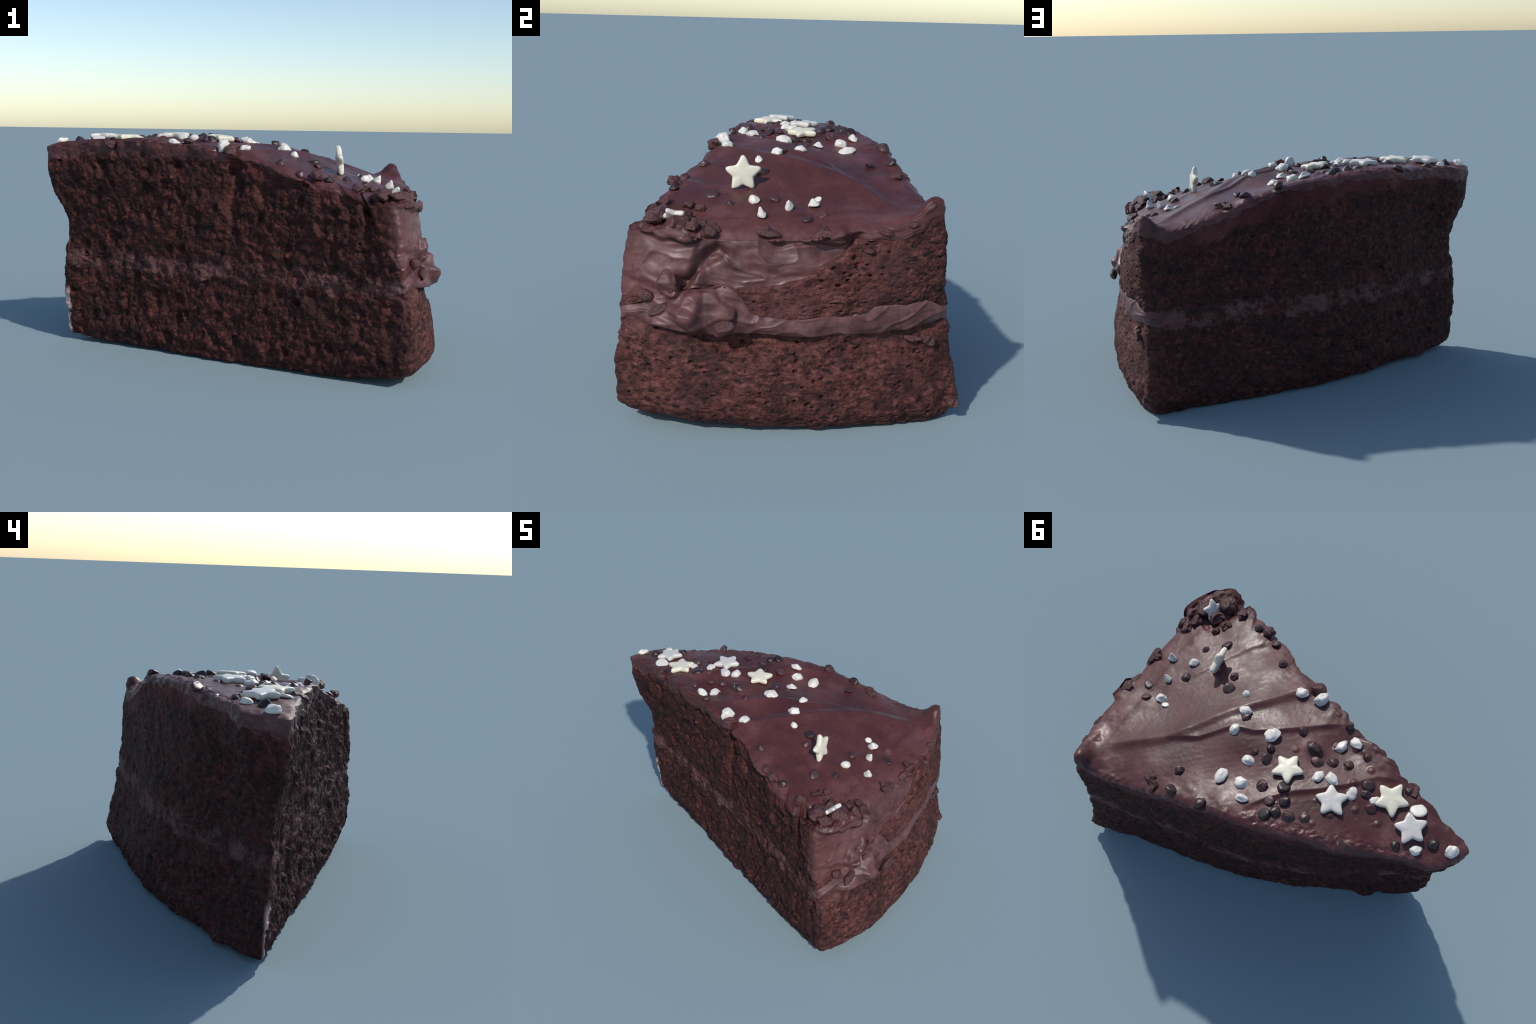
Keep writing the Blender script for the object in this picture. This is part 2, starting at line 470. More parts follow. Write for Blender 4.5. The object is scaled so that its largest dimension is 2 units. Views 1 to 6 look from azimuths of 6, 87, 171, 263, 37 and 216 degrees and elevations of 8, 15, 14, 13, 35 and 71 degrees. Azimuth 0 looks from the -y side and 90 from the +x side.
def math_node(nt, op, a, b=None, clamp=False):
    m = nt.nodes.new('ShaderNodeMath'); m.operation = op; m.use_clamp = clamp
    for sock, v in zip(m.inputs, (a, b)):
        if v is None: continue
        if isinstance(v, (int, float)): sock.default_value = v
        else: nt.links.new(v, sock)
    return m.outputs[0]

def map_range(nt, v, a, b, c=0., d=1.):
    m = nt.nodes.new('ShaderNodeMapRange'); m.clamp = True; m.interpolation_type = 'SMOOTHSTEP'
    nt.links.new(v, m.inputs[0])
    for i, x in enumerate((a, b, c, d)): m.inputs[i + 1].default_value = x
    return m.outputs[0]

def bump(nt, b, height, strength, dist):
    n = nt.nodes.new('ShaderNodeBump'); n.inputs['Strength'].default_value = strength
    n.inputs['Distance'].default_value = dist
    nt.links.new(height, n.inputs['Height']); nt.links.new(n.outputs['Normal'], b.inputs['Normal'])

def obj_coords(nt):
    return nt.nodes.new('ShaderNodeTexCoord').outputs['Object']

CR_DARK = (.008, .005, .005); CR_MID = (.050, .014, .012); CR_LIGHT = (.145, .040, .029)
FROST = (.075, .020, .019); FROST_DARK = (.048, .012, .011); FROST_PALE = (.125, .045, .043)

def cream_colour(nt, co):
    return ramp(nt, tex_noise(nt, 12, 4, .65, co), [(.34, (.052, .019, .018)), (.5, (.104, .039, .038)), (.68, (.155, .070, .068))])

def frost_colour(nt, co):
    c = ramp(nt, tex_noise(nt, 4.5, 4, .6, co), [(.32, FROST_DARK), (.52, FROST), (.72, FROST_PALE)])
    fine = tex_noise(nt, 60, 4, .7, co)
    c = mix(nt, map_range(nt, fine, .52, .72, 0, .35), c, (.11, .036, .034))
    return mix(nt, map_range(nt, fine, .46, .30, 0, .5), c, (.034, .013, .012))

def crumb_colour(nt, co, xyz):
    crust = map_range(nt, xyz.outputs['X'], .70, .86)
    grain = tex_noise(nt, 42, 6, .74, co)
    cut = ramp(nt, grain, [(.36, CR_DARK), (.46, (.034, .012, .011)), (.54, CR_MID), (.66, CR_LIGHT)])
    stretch = nt.nodes.new('ShaderNodeMapping'); stretch.inputs['Scale'].default_value = (1, .7, 1.6)
    nt.links.new(co, stretch.inputs['Vector'])
    g2 = tex_noise(nt, 36, 6, .76, stretch.outputs[0])
    baked = ramp(nt, g2, [(.36, (.012, .007, .006)), (.45, (.046, .015, .013)), (.54, (.096, .033, .028)), (.66, (.165, .062, .053))])
    baked = mix(nt, map_range(nt, tex_noise(nt, 6, 4, .6, co), .50, .62, 0, .55), baked, (.088, .032, .032))
    base = mix(nt, crust, cut, baked)
    base = mix(nt, map_range(nt, tex_noise(nt, 8, 4, .6, co), .46, .64, .0, .55), base, (.016, .008, .008))
    base = mix(nt, map_range(nt, tex_noise(nt, 11, 3, .6, co), .54, .70, 0, .30), base, (.125, .038, .028))
    # dark of the pores painted into the colour as spots, and pale specks
    v = nt.nodes.new('ShaderNodeTexVoronoi'); v.inputs['Scale'].default_value = 30
    wv = nt.nodes.new('ShaderNodeVectorMath'); wv.operation = 'MULTIPLY_ADD'
    nz = nt.nodes.new('ShaderNodeTexNoise'); nz.inputs['Scale'].default_value = 30; nt.links.new(co, nz.inputs['Vector'])
    nt.links.new(nz.outputs['Color'], wv.inputs[0]); wv.inputs[1].default_value = (.03, .03, .03)
    nt.links.new(stretch.outputs[0], wv.inputs[2])
    nt.links.new(wv.outputs[0], v.inputs['Vector'])
    pore_dark = math_node(nt, 'MULTIPLY', map_range(nt, v.outputs['Distance'], .42, .18),
                     map_range(nt, tex_noise(nt, 12, 2, .5, co), .44, .58))
    base = mix(nt, math_node(nt, 'MULTIPLY', pore_dark, .9), base, (.009, .007, .007))
    v2 = nt.nodes.new('ShaderNodeTexVoronoi'); v2.inputs['Scale'].default_value = 100
    nt.links.new(co, v2.inputs['Vector'])
    speck = map_range(nt, v2.outputs['Distance'], .26, .10)
    speck = math_node(nt, 'MULTIPLY', speck, map_range(nt, tex_noise(nt, 26, 2, .5, co), .50, .62))
    return mix(nt, math_node(nt, 'MULTIPLY', speck, .5), base, (.20, .085, .068))

def cut_face_colour(nt, co):
    """colour of the cut sides: crumb, with cream dragged out of the filling and frosting dragged
    down from the rim; the same rule is used by every layer so that the smears cross the joints"""
    xyz = nt.nodes.new('ShaderNodeSeparateXYZ'); nt.links.new(co, xyz.inputs[0])
    X, Z = xyz.outputs['X'], xyz.outputs['Z']
    base = crumb_colour(nt, co, xyz)
    side = map_range(nt, X, .80, .70)
    warp = math_node(nt, 'MULTIPLY', math_node(nt, 'SUBTRACT', tex_noise(nt, 13, 5, .7, co), .5), .16)
    # filling smear: a wandering band at mid height, broken up by crumbs
    off = math_node(nt, 'ABSOLUTE', math_node(nt, 'SUBTRACT', math_node(nt, 'ADD', Z, warp), .448))
    band = map_range(nt, off, .056, .030)
    holes = map_range(nt, tex_noise(nt, 9, 6, .75, co), .44, .56)
    smear = math_node(nt, 'MULTIPLY', math_node(nt, 'MULTIPLY', band, holes), side)
    base = mix(nt, math_node(nt, 'MULTIPLY', smear, .80), base, mix(nt, .35, cream_colour(nt, co), (.150, .078, .076)))
    # cream wiped over the crust of the outer end, ragged and thin
    off2 = math_node(nt, 'ABSOLUTE', math_node(nt, 'SUBTRACT', math_node(nt, 'ADD', Z, math_node(nt, 'MULTIPLY', warp, 1.5)), .50))
    wipe = math_node(nt, 'MULTIPLY', map_range(nt, off2, .15, .08), map_range(nt, tex_noise(nt, 7, 6, .75, co), .49, .58))
    wipe = math_node(nt, 'MULTIPLY', wipe, math_node(nt, 'SUBTRACT', 1.0, side))
    base = mix(nt, math_node(nt, 'MULTIPLY', wipe, .7), base, cream_colour(nt, co))
    # frosting dragged down the side: depth below the rim, the rim height following x
    h = nt.nodes.new('ShaderNodeFloatCurve'); cv = h.mapping.curves[0]
    for px, pz in [(-1, 1.045), (-.4, 1.078), (0, 1.045), (.3, .965), (.6, .885)]:
        p = ((px + 1) / 2, pz / 1.2)
        if px == -1: cv.points[0].location = p
        elif px == .6: cv.points[1].location = p
        else: cv.points.new(*p)
    h.mapping.update()
    nt.links.new(math_node(nt, 'MULTIPLY', math_node(nt, 'ADD', X, 1.0), .5), h.inputs['Value'])
    below = math_node(nt, 'SUBTRACT', math_node(nt, 'MULTIPLY', h.outputs[0], 1.2), Z)
    fr = map_range(nt, math_node(nt, 'ADD', below, math_node(nt, 'MULTIPLY', warp, 1.2)), .11, .065)
    fr = math_node(nt, 'MULTIPLY', fr, side)
    return base, fr, xyz, side

def sponge_material(name, pale_tip=False):
    m, nt, b = nodes_of(name)
    co = obj_coords(nt)
    c, fr, sx, side = cut_face_colour(nt, co)
    c = mix(nt, fr, c, frost_colour(nt, co))
    if pale_tip:
        # scan artifact: pale light streak painted into the colour at the point's foot
        wob = tex_noise(nt, 22, 2, .5, co)
        x = math_node(nt, 'ADD', sx.outputs['X'], math_node(nt, 'MULTIPLY', wob, .05))
        k = map_range(nt, x, -.868, -.886)
        k = math_node(nt, 'MULTIPLY', k, map_range(nt, sx.outputs['Y'], .022, .004))
        k = math_node(nt, 'MULTIPLY', k, map_range(nt, sx.outputs['Z'], .30, .24))
        c = mix(nt, k, c, (.50, .34, .32))
    nt.links.new(c, b.inputs['Base Color'])
    b.inputs['Roughness'].default_value = .68
    b.inputs['Specular IOR Level'].default_value = .16
    bump(nt, b, tex_noise(nt, 120, 4, .7, co), .55, .004)
    return m

def frosting_material():
    m, nt, b = nodes_of('chocolate_frosting')
    co = obj_coords(nt)
    c, fr, sx, side = cut_face_colour(nt, co)
    keep = math_node(nt, 'MAXIMUM', fr, math_node(nt, 'SUBTRACT', 1.0, side))
    f = frost_colour(nt, co)
    # matt, milky cream where the frosting was smeared over the outer end
    milky = math_node(nt, 'MULTIPLY', map_range(nt, sx.outputs['X'], .80, .86), map_range(nt, sx.outputs['Z'], .84, .79))
    f = mix(nt, math_node(nt, 'MULTIPLY', milky, .75), f, cream_colour(nt, co))
    c = mix(nt, keep, c, f)
    nt.links.new(c, b.inputs['Base Color'])
    r = map_range(nt, tex_noise(nt, 7, 3, .6, co), .35, .65, .38, .58)
    r = math_node(nt, 'ADD', r, math_node(nt, 'MULTIPLY', math_node(nt, 'SUBTRACT', 1.0, keep), .2))
    nt.links.new(r, b.inputs['Roughness'])
    nt.links.new(map_range(nt, keep, 0, 1, .16, .45), b.inputs['Specular IOR Level'])
    bump(nt, b, tex_noise(nt, 85, 4, .65, co), .12, .003)
    return m

def bit_material():
    """loose bits of frosting; coordinates are local to each bit"""
    m, nt, b = nodes_of('frosting_bits')
    co = obj_coords(nt)
    info = nt.nodes.new('ShaderNodeObjectInfo')
    c = mix(nt, info.outputs['Random'], (.060, .017, .015), (.095, .032, .030))
    c = mix(nt, map_range(nt, tex_noise(nt, 2.2, 5, .7, co), .50, .68, 0, .6), c, (.026, .010, .010))
    nt.links.new(c, b.inputs['Base Color'])
    b.inputs['Roughness'].default_value = .40
    bump(nt, b, tex_noise(nt, 4, 4, .6, co), .4, .05)
    return m

def filling_material():
    m, nt, b = nodes_of('chocolate_cream')
    co = obj_coords(nt)
    c, fr, sx, side = cut_face_colour(nt, co)
    c = mix(nt, math_node(nt, 'SUBTRACT', 1.0, side), c, cream_colour(nt, co))
    nt.links.new(c, b.inputs['Base Color'])
    nt.links.new(map_range(nt, side, 0, 1, .46, .66), b.inputs['Roughness'])
    nt.links.new(map_range(nt, side, 0, 1, .45, .17), b.inputs['Specular IOR Level'])
    bump(nt, b, tex_noise(nt, 100, 4, .7, co), .35, .003)
    return m

def white_material(name, tint, spread):
    m, nt, b = nodes_of(name)
    co = obj_coords(nt)
    info = nt.nodes.new('ShaderNodeObjectInfo')
    c = mix(nt, info.outputs['Random'], tint, spread)
    stain = map_range(nt, tex_noise(nt, 26, 3, .6, co), .60, .80, 0, .35)
    c = mix(nt, stain, c, (.48, .36, .28))
    nt.links.new(c, b.inputs['Base Color'])
    b.inputs['Roughness'].default_value = .38
    b.inputs['Subsurface Weight'].default_value = .15
    b.inputs['Subsurface Radius'].default_value = (.02, .012, .008)
    b.inputs['Subsurface Scale'].default_value = .5
    bump(nt, b, tex_noise(nt, 40, 2, .5, co), .12, .003)
    return m

def dark_chip_material():
    m, nt, b = nodes_of('dark_chocolate')
    co = obj_coords(nt)
    info = nt.nodes.new('ShaderNodeObjectInfo')
    c = mix(nt, math_node(nt, 'POWER', info.outputs['Random'], 1.6), (.018, .010, .010), (.080, .026, .025))
    c = mix(nt, map_range(nt, tex_noise(nt, 30, 3, .6, co), .5, .75, 0, .4), c, (.09, .045, .045))
    nt.links.new(c, b.inputs['Base Color'])
    b.inputs['Roughness'].default_value = .42
    return m

M_LOW = sponge_material('sponge_lower', pale_tip=True)
M_UP = sponge_material('sponge_upper')
M_FROST = frosting_material()
M_FILL = filling_material()
M_BIT = bit_material()
M_STAR = white_material('cream_star', (.70, .655, .53), (.70, .65, .50))
M_STAR_PALE = white_material('pale_star', (.60, .57, .53), (.62, .58, .52))
M_WHITE = white_material('white_chocolate', (.72, .68, .60), (.60, .57, .52))
M_DARK = dark_chip_material()

# ------------------------------------------------------------- cake body
root = bpy.data.objects.new('chocolate_cake_slice', None)
bpy.context.scene.collection.objects.link(root)
root['label'] = 'wedge of dark chocolate layer cake with frosting and white stars'
root['category'] = 'cake slice'

def edge_round(t, depth, width_lo, width_hi):
    """pull both borders of a layer in a little so that layers read as separate"""
    return -depth * (step(width_lo, 0, t) if width_lo else 0) - depth * (step(1 - width_hi, 1, t) if width_hi else 0)

def relief_lower(P, se, sf, t):
    o = crumb_relief(P, se, sf) + se * .4 * end_smears(P[:, 1], P[:, 2]) * (P[:, 2] < .3)
    o = o - se * .030 * step(.80, .95, t) * step(-.45, -.30, P[:, 1]) * (.35 + .65 * step(.18, .02, P[:, 1]))                                          # shadow gap under the cream
    o = o - se * .030 * bump2(P[:, 1], P[:, 2], -.22, .385, .15, .045)
    o = o + .022 * bump2(P[:, 1], P[:, 2], .70, .075, .03, .04) * se
    o = o + .028 * bump2(P[:, 0], P[:, 2], -.66, .015, .05, .05) * (P[:, 1] > .05)  # foot bulge on the far cut side
    return o

def relief_fill(P, se, sf, t):
    mid = np.sin(np.pi * np.clip(t, 0, 1)) ** .6
    o = se * (cream_relief(P) * 1.4 + end_smears(P[:, 1], P[:, 2]) + .010 * mid - .002 - .030 * bump2(P[:, 1], P[:, 2], -.20, .405, .14, .030))
    o = o + (1 - se) * crumb_relief(P, se, sf)
    return o

def relief_upper(P, se, sf, t):
    o = crumb_relief(P, se, sf) + se * (.6 * end_smears(P[:, 1], P[:, 2]) * step(.35, .2, t) + .004 * step(.8, 1, t))
    o = o + sf * cut_forms(P[:, 0], P[:, 2])
    return o

def relief_frost(P, se, sf, t):
    lip = step(0, .25, t)
    ledge = step(-.38, -.33, P[:, 1]) * step(.30, .24, P[:, 1]) * step(1., .6, t)       # cream lies behind the torn sponge edge
    o = se * (end_smears(P[:, 1], P[:, 2]) - .022 * ledge + .006 * lip * step(1.0, .75, t) * (1 - ledge) + cream_relief(P) * 1.3)
    lumps = (.012 + .010 * sf) * fbm(P, (11, 11, 6), 2, 101) + .006 * fbm(P, 32, 2, 103)
    k = step(0, .75, t)
    o = o + (1 - se) * (k * (lumps + .004 + .004 * sf) + (1 - k) * crumb_relief(P, se, sf))
    o = o + sf * cut_forms(P[:, 0], P[:, 2])
    return o

BOTTOM = np.full(NS, .0) + np.interp(S, [0, .03, .10, front_s(.5), front_s(.7), end_s(-.5), end_s(-.1), end_s(.6), .75, .97, 1],
                                     [.032, .022, .012, .012, .042, .048, .018, .006, .006, .022, .032])
def bottom_shape(xy, r, zb):
    P = np.c_[xy.reshape(-1, 2), np.zeros(xy.shape[0] * xy.shape[1])]
    f = (.004 * fbm(P, 25, 2, 120)).reshape(xy.shape[:2])
    return np.maximum(zb * r ** 6 + .004 + f * (1 - r ** 8), 0)

lower = layer('lower_sponge', BOTTOM, FILL_LO, 110, relief_lower, M_LOW, cap_lo=(30, bottom_shape))
filling = layer('cream_filling', FILL_LO, FILL_HI, 34, relief_fill, M_FILL)
upper = layer('upper_sponge', FILL_HI, FROST_LO, 125, relief_upper, M_UP)

# how far the frosting rolls over at the edge, round the outline
ROLL = ring_smooth(knots([(0, .016), (front_s(-.2), .016), (front_s(.2), .022), (front_s(.5), .032), (end_s(-.5), .020), (end_s(-.3), .030), (end_s(-.1), .032),
              (end_s(.2), .020), (end_s(.5), .014), (rear_s(.5), .014), (rear_s(0), .018), (rear_s(-.8), .016)]), 12)

def frosting_top(xy, r, zb):
    x, y = xy[..., 0], xy[..., 1]
    H = top_height(x, y)
    P = np.c_[x.ravel(), y.ravel(), np.zeros(x.size)]
    # distance-like measure from the rim for rounding the edge over
    L = np.hypot(WALL[-1, :, 0] - CENTER[0], WALL[-1, :, 1] - CENTER[1])[None]
    d = (1 - r) * L * .55
    H = H - ROLL[None] * np.exp(-d / (ROLL[None] * .75))
    edge = np.exp(-d / .035)
    # swept streaks and soft dimples in the cream
    streak = noise(P @ np.array([[.77, -.64, 0], [.64, .77, 0], [0, 0, 1]]), (8, 50, 1), 130)
    n = (.0003 * streak + .0030 * noise(P, 6, 131) + .0004 * fbm(P, 45, 2, 132)).reshape(x.shape)
    lump = (.012 * fbm(P, 9, 3, 133) + .014 * np.maximum(0, noise(P, 24, 134)) * step(-.1, .4, noise(P, 5, 135))).reshape(x.shape)
    # dense chips under a skin of frosting between the stars
    stud = step(-.02, -.12, x) * step(-.85, -.7, x)
    dd, vv = cells(P, 17, 17)
    studs = (np.where(vv > .55, step(.40, .12, dd), 0)).reshape(x.shape)
    # torn rubble over the near outer corner
    rub = step(.60, .70, x - .35 * (y + .5)) * step(-.33, -.42, y)
    dr, vr = cells(P, 15, 19)
    rough = (.026 * fbm(P, 15, 3, 140) + .020 * step(.5, .1, dr) * (vr - .3)).reshape(x.shape)
    crust = step(-.02, -.10, x) * step(-.90, -.75, x) * step(.075, .02, d) * (y > .08)
    rug = (.007 * fbm(P, 28, 3, 145)).reshape(x.shape)
    inner = 1 - np.exp(-(d / .014) ** 2)
    return H + n * (1 - rub) + inner * (edge * lump + .008 * stud * studs * (1 - edge) + rub * rough + crust * rug)

# the rim row of the frosting sits a little below the surface so the edge rounds over
frosting = layer('frosting', FROST_LO, RIM - ROLL, 52, relief_frost, M_FROST, cap_hi=(300, frosting_top))
for o in (lower, filling, upper, frosting):
    o.parent = root

# ------------------------------------------------------------- sprinkles
def surface_frame(x, y):
    e = .012
    z = float(top_height(np.array([x]), np.array([y]))[0])
    gx = float((top_height(np.array([x + e]), np.array([y])) - top_height(np.array([x - e]), np.array([y])))[0]) / (2 * e)
    gy = float((top_height(np.array([x]), np.array([y + e])) - top_height(np.array([x]), np.array([y - e])))[0]) / (2 * e)
    return z, Vector((-gx, -gy, 1)).normalized()

def star_mesh(name, mat, seed, tip=1.06, inner=.56, thick=.36):
    """puffy five-pointed star of tip radius 1, rounded points and edges"""
    r = np.random.default_rng(seed)
    n, k = 120, 14
    a = np.linspace(0, 2 * np.pi, n, endpoint=False)
    ph = (a / (2 * np.pi) * 5) % 1
    tri = np.abs(ph * 2 - 1)                          # 1 at tips
    tips = tip * (1 + r.uniform(-.07, .07, 5))
    which = np.round(a / (2 * np.pi) * 5).astype(int) % 5
    # straight edges between tip and notch, then softened
    A = np.pi / 5
    rt = tips[which]
    th = (1 - tri) * A
    rad = rt * inner * np.sin(A) / (inner * np.sin(A - th) + rt * np.sin(th) + 1e-9)
    for _ in range(7):
        rad = (np.roll(rad, 1) + 2 * rad + np.roll(rad, -1)) / 4
    V = []; rows = []
    prof = [(0.0, 1.0), (.35, .985), (.62, .95), (.80, .87), (.91, .74), (.975, .52), (1.0, .2), (1.0, -.25),
            (.97, -.6), (.9, -.85), (.75, -.98), (.4, -1.), (0, -1.)]
    for q, h in prof[1:-1]:
        V.append(np.c_[np.cos(a) * rad * q, np.sin(a) * rad * q, np.full(n, h * thick * .5)])
    V = np.concatenate(V)
    V = V + .02 * np.c_[noise(V, 3, seed), noise(V, 3, seed + 1), noise(V, 3, seed + 2)]
    top = len(V); V = np.vstack([V, [0, 0, thick * .5], [0, 0, -thick * .5]])
    R = len(prof) - 2
    j = np.arange(n); jn = (j + 1) % n
    F = [np.stack([i * n + jn, i * n + j, (i + 1) * n + j, (i + 1) * n + jn], -1) for i in range(R - 1)]
    T = [np.stack([j, jn, np.full(n, top)], -1), np.stack([(R - 1) * n + jn, (R - 1) * n + j, np.full(n, top + 1)], -1)]
    return make_mesh(name, V, F + T, mat)

def lump_mesh(name, mat, seed, kind):
    """chips: 'drop' (flat-footed drop), 'pebble' (rounded chunk), 'shard' (broken chunk), 'button' (thick disc)"""
    n, m = 40, 22
    u = np.linspace(0, 2 * np.pi, n, endpoint=False)
    v = np.linspace(-np.pi / 2, np.pi / 2, m)[1:-1]
    U, Vv = np.meshgrid(u, v)
    c, s = np.cos(Vv), np.sin(Vv)
    if kind == 'button':
        c = np.abs(c) ** .45; s = np.sign(s) * np.abs(s) ** .8 * .55
    if kind == 'drop':
        c = np.abs(c) ** .8 * np.where(s > 0, 1 - .55 * s ** 1.2, 1); s = np.where(s > 0, s * 1.0, s * .45)
    if kind == 'shard':
        c = np.abs(c) ** .6; s = np.sign(s) * np.abs(s) ** .7 * .7
    P = np.c_[(c * np.cos(U)).ravel(), (c * np.sin(U)).ravel(), s.ravel()]
    P = np.vstack([P, [0, 0, s.min() * 1.01], [0, 0, s.max() * 1.01]])
    amp = {'button': .06, 'drop': .11, 'pebble': .15, 'shard': .34}[kind]
    fr = {'button': 1.2, 'drop': 1.2, 'pebble': 1.1, 'shard': 1.0}[kind]
    d = amp * np.c_[noise(P, fr, seed), noise(P, fr, seed + 1), noise(P, fr, seed + 2)] * 1.6
    if kind == 'shard':
        d += .07 * np.c_[noise(P, 4, seed + 4), noise(P, 4, seed + 5), noise(P, 4, seed + 6)]
    P = P + d
    R = m - 2; j = np.arange(n); jn = (j + 1) % n
    F = [np.stack([i * n + j, i * n + jn, (i + 1) * n + jn, (i + 1) * n + j], -1) for i in range(R - 1)]
    T = [np.stack([jn, j, np.full(n, R * n)], -1), np.stack([(R - 1) * n + j, (R - 1) * n + jn, np.full(n, R * n + 1)], -1)]
    return make_mesh(name, P, F + T, mat)

def place(name, me, loc, normal, spin, size):
    ob = bpy.data.objects.new(name, me)
    bpy.context.scene.collection.objects.link(ob)
    Z = Vector(normal).normalized()
    h = Vector((math.cos(spin), math.sin(spin), 0))
    X = (h - Z * h.dot(Z))
    if X.length < 1e-3: X = Vector((0, 0, 1)) - Z * Z.z
    X.normalize()
    Y = Z.cross(X)
    M = Matrix((X, Y, Z)).transposed().to_4x4()
    sx = size if isinstance(size, tuple) else (size,) * 3
    ob.matrix_world = Matrix.Translation(loc) @ M @ Matrix.Diagonal((*sx, 1))
    ob.parent = root
    return ob

STARS = [star_mesh('star', M_STAR if i % 2 == 0 else M_STAR_PALE, 300 + i) for i in range(4)]
# lying stars: x, y, compass of one point, radius, lift
for i, (x, y, deg, r, lift) in enumerate([(-.105, .104, 122, .080, .016), (-.358, .126, -58, .082, .010),
                                          (-.58, -.035, 124, .086, .013), (-.725, .033, -51, .082, .016)]):
    z, n = surface_frame(x, y)
    place('star', STARS[i], (x, y, z + lift), n, math.radians(deg), r)

def standing_star(me, loc, normal, up, r):
    """star whose first point looks along 'up'"""
    Z = Vector(normal).normalized(); X = (Vector(up) - Z * Vector(up).dot(Z)).normalized(); Y = Z.cross(X)
    ob = bpy.data.objects.new('star', me); bpy.context.scene.collection.objects.link(ob)
    ob.matrix_world = Matrix.Translation(loc) @ Matrix((X, Y, Z)).transposed().to_4x4() @ Matrix.Diagonal((r, r, r, 1))
    ob.parent = root
standing_star(STARS[0], (.512, -.196, .979), (1, .10, .12), (0, 0, 1), .082)
standing_star(STARS[1], (.748, -.470, .842), (-.55, .12, .60), (.45, -.45, .6), .064)

WHITE = {k: [lump_mesh('white_chip', M_WHITE, 400 + 10 * i + j, k) for j in range(3)]
         for i, k in enumerate(('drop', 'pebble', 'button'))}
DARK = {k: [lump_mesh('dark_chip', M_DARK, 500 + 10 * i + j, k) for j in range(3)]
        for i, k in enumerate(('drop', 'button', 'shard'))}

# white chips: x, y, z of the middle, half length, half width, half height, compass of the long axis
WHITE_AT = [
 (-.041,-.284,1.052,.038,.028,.036,60,'pebble'),
 (.058,-.266,1.038,.032,.026,.020,40,'pebble'),(.232,-.039,1.034,.033,.024,.024,20,'pebble'),(.220,.070,1.050,.028,.024,.022,100,'drop'),
 (.050,.001,1.069,.040,.034,.022,60,'pebble'),(.078,.163,1.050,.032,.024,.018,10,'drop'),(.143,.291,1.036,.042,.030,.022,-70,'drop'),
 (.041,.272,1.053,.034,.028,.022,30,'pebble'),(-.006,.337,1.076,.034,.020,.020,10,'drop'),(-.250,-.134,1.056,.034,.024,.018,70,'pebble'),
 (-.300,-.184,1.062,.036,.024,.020,-10,'pebble'),(-.243,.059,1.086,.032,.024,.018,80,'pebble'),(-.303,.035,1.087,.036,.026,.018,-30,'pebble'),
 (-.416,.043,1.088,.034,.024,.018,110,'pebble'),(-.710,-.061,1.080,.040,.034,.016,20,'button'),(-.796,.101,1.066,.028,.022,.018,40,'pebble'),
 (-.932,.013,1.062,.034,.028,.018,60,'pebble'),(.757,-.123,.866,.024,.018,.034,10,'drop'),(.638,-.152,.900,.026,.022,.026,50,'drop'),
 (.698,-.010,.886,.022,.018,.034,-30,'drop'),(.662,.093,.890,.030,.024,.024,20,'drop'),(.288,-.122,1.008,.020,.018,.024,0,'drop'),
 (-.520,.010,1.074,.026,.020,.014,60,'pebble'),(.62,.115,.880,.020,.016,.012,0,'button')]
for i, (x, y, z, a, b, c, deg, k) in enumerate(WHITE_AT):
    zs, n = surface_frame(x, y)
    tilt = Vector((RNG.uniform(-.3, .3), RNG.uniform(-.3, .3), 0))
    place('white_chip', WHITE[k][i % 3], (x, y, max(min(z - .008, zs + c * .8), zs + c * .15)), n + tilt, math.radians(deg), (a, b, c))

DARK_AT = [(-.165,-.055),(.772,.06),(.621,-.063),(.636,-.251),(.553,-.323),(.24,-.366),(.407,-.18),(.382,-.107),(.208,-.015),(.33,.375),
 (.306,.469),(-.14,-.054),(.021,.061),(.005,.111),(-.261,-.04),(-.379,-.15),(-.122,.278),(-.184,.243),(-.051,.239),(-.141,.188),
 (-.238,.297),(-.30,.262),(-.458,-.034),(-.47,.003),(-.627,-.112),(-.526,.053),(-.846,.032),(-.705,.13),(-.508,.278),(.146,.461),
 (-.226,-.237),(-.136,.345),(-.20,.0),(-.33,-.07),(-.06,-.10),(-.17,.31),(.08,.11),(.74,.12),(.34,-.455),(.47,-.49)]
for i, (x, y) in enumerate(DARK_AT):
    zs, n = surface_frame(x, y)
    k = ('drop', 'button', 'drop')[i % 3]
    r = RNG.uniform(.022, .032)
    tilt = Vector((RNG.uniform(-.6, .6), RNG.uniform(-.6, .6), 0))
    place('dark_chip', DARK[k][(i // 3) % 3], (x, y, zs + RNG.uniform(-.006, .005)), n + tilt, RNG.uniform(0, 6.3),
          (r * RNG.uniform(.85, 1.2), r, r * RNG.uniform(.7, 1.0)))

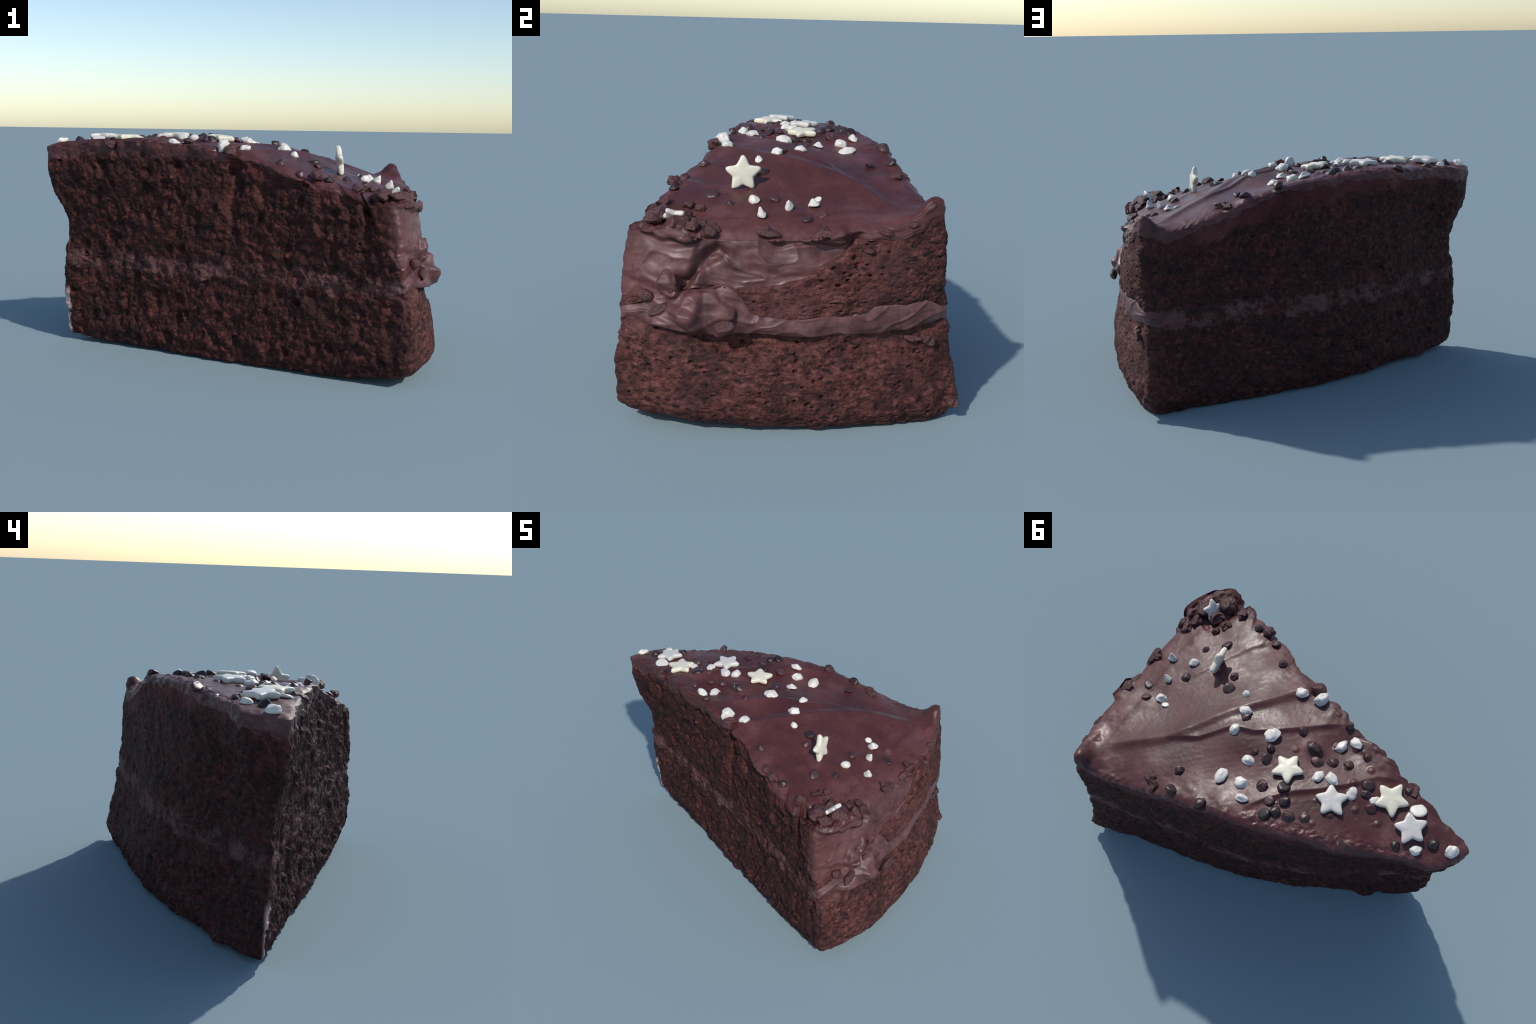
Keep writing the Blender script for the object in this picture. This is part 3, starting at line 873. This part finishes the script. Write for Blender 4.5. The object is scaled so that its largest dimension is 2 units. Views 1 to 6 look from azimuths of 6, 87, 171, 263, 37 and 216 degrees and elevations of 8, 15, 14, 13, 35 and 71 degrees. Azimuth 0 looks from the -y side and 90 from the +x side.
# torn bits of frosting stuck to the smeared outer end: y, z, out of the face, half sizes across / up, lean
def end_x(y, z):
    w = wall_xy(np.full((1, NS), z))[0]
    m = (S > S_FRONT) & (S < S_END)
    return float(np.interp(y, w[m, 1], w[m, 0]))
BIT_AT = [(.14,.795,.012,.062,.026,.2),(.06,.790,.004,.040,.018,-.1),(-.10,.805,.006,.050,.016,.1),(-.47,.600,.030,.020,.052,.15),(-.27,.452,.056,.045,.030,-.3),
          (-.40,.560,.024,.030,.022,.5),(-.58,.545,.016,.034,.026,.3),(-.52,.500,.022,.050,.024,-.4),(-.33,.805,.006,.030,.024,.2),(.36,.820,.006,.036,.016,.3),
          (.47,.845,.004,.026,.016,-.2),(.30,.745,.000,.024,.012,.1),(-.62,.640,.010,.022,.030,0),(.56,.365,.010,.030,.030,.2),(.50,.372,.006,.036,.014,.1),(.69,.080,.006,.022,.030,0)]
BITS = [lump_mesh('frosting_bit', M_BIT, 650 + j, 'pebble') for j in range(4)]
BITS_SPONGE = [lump_mesh('crumb', M_BIT, 660 + j, 'shard') for j in range(2)]
for i, (y, z, out, a, b, lean) in enumerate(BIT_AT):
    low = z < .40
    ob = place('crumb' if low else 'frosting_bit', BITS_SPONGE[i % 2] if low else BITS[i % 4], (end_x(y, z) + out - .006, y, z), (.25 * lean, lean, 1), 0, (.020, a, b))

# crumbs torn loose at the near outer corner and along the rim
CRUMB = [lump_mesh('crumb', M_BIT, 600 + j, 'shard') for j in range(5)]
CRUMB_AT = [(.79,-.46,.862,.046),(.70,-.45,.858,.044),(.79,-.38,.838,.032),(.82,-.32,.815,.026),(.70,-.53,.858,.046),(.77,-.555,.855,.030),
            (.63,-.42,.865,.026),(.60,-.52,.880,.030),(.845,-.40,.835,.026),(.66,-.37,.862,.022),(.43,.465,.955,.030),(.40,.50,.962,.026),
            (.84,-.10,.815,.022),(.855,.12,.822,.020),(.41,-.495,.930,.030),(.0,-.325,1.030,.030),(-.64,-.135,1.055,.030)]
for i, (x, y, z, r) in enumerate(CRUMB_AT):
    zs = surface_frame(x, y)[0]
    place('crumb', CRUMB[i % 5], (x, y, min(z, zs + r * .25)), (RNG.uniform(-.5, .5), RNG.uniform(-.5, .5), 1), RNG.uniform(0, 6.3),
          (r * RNG.uniform(.8, 1.25), r, r * RNG.uniform(.7, 1.)))
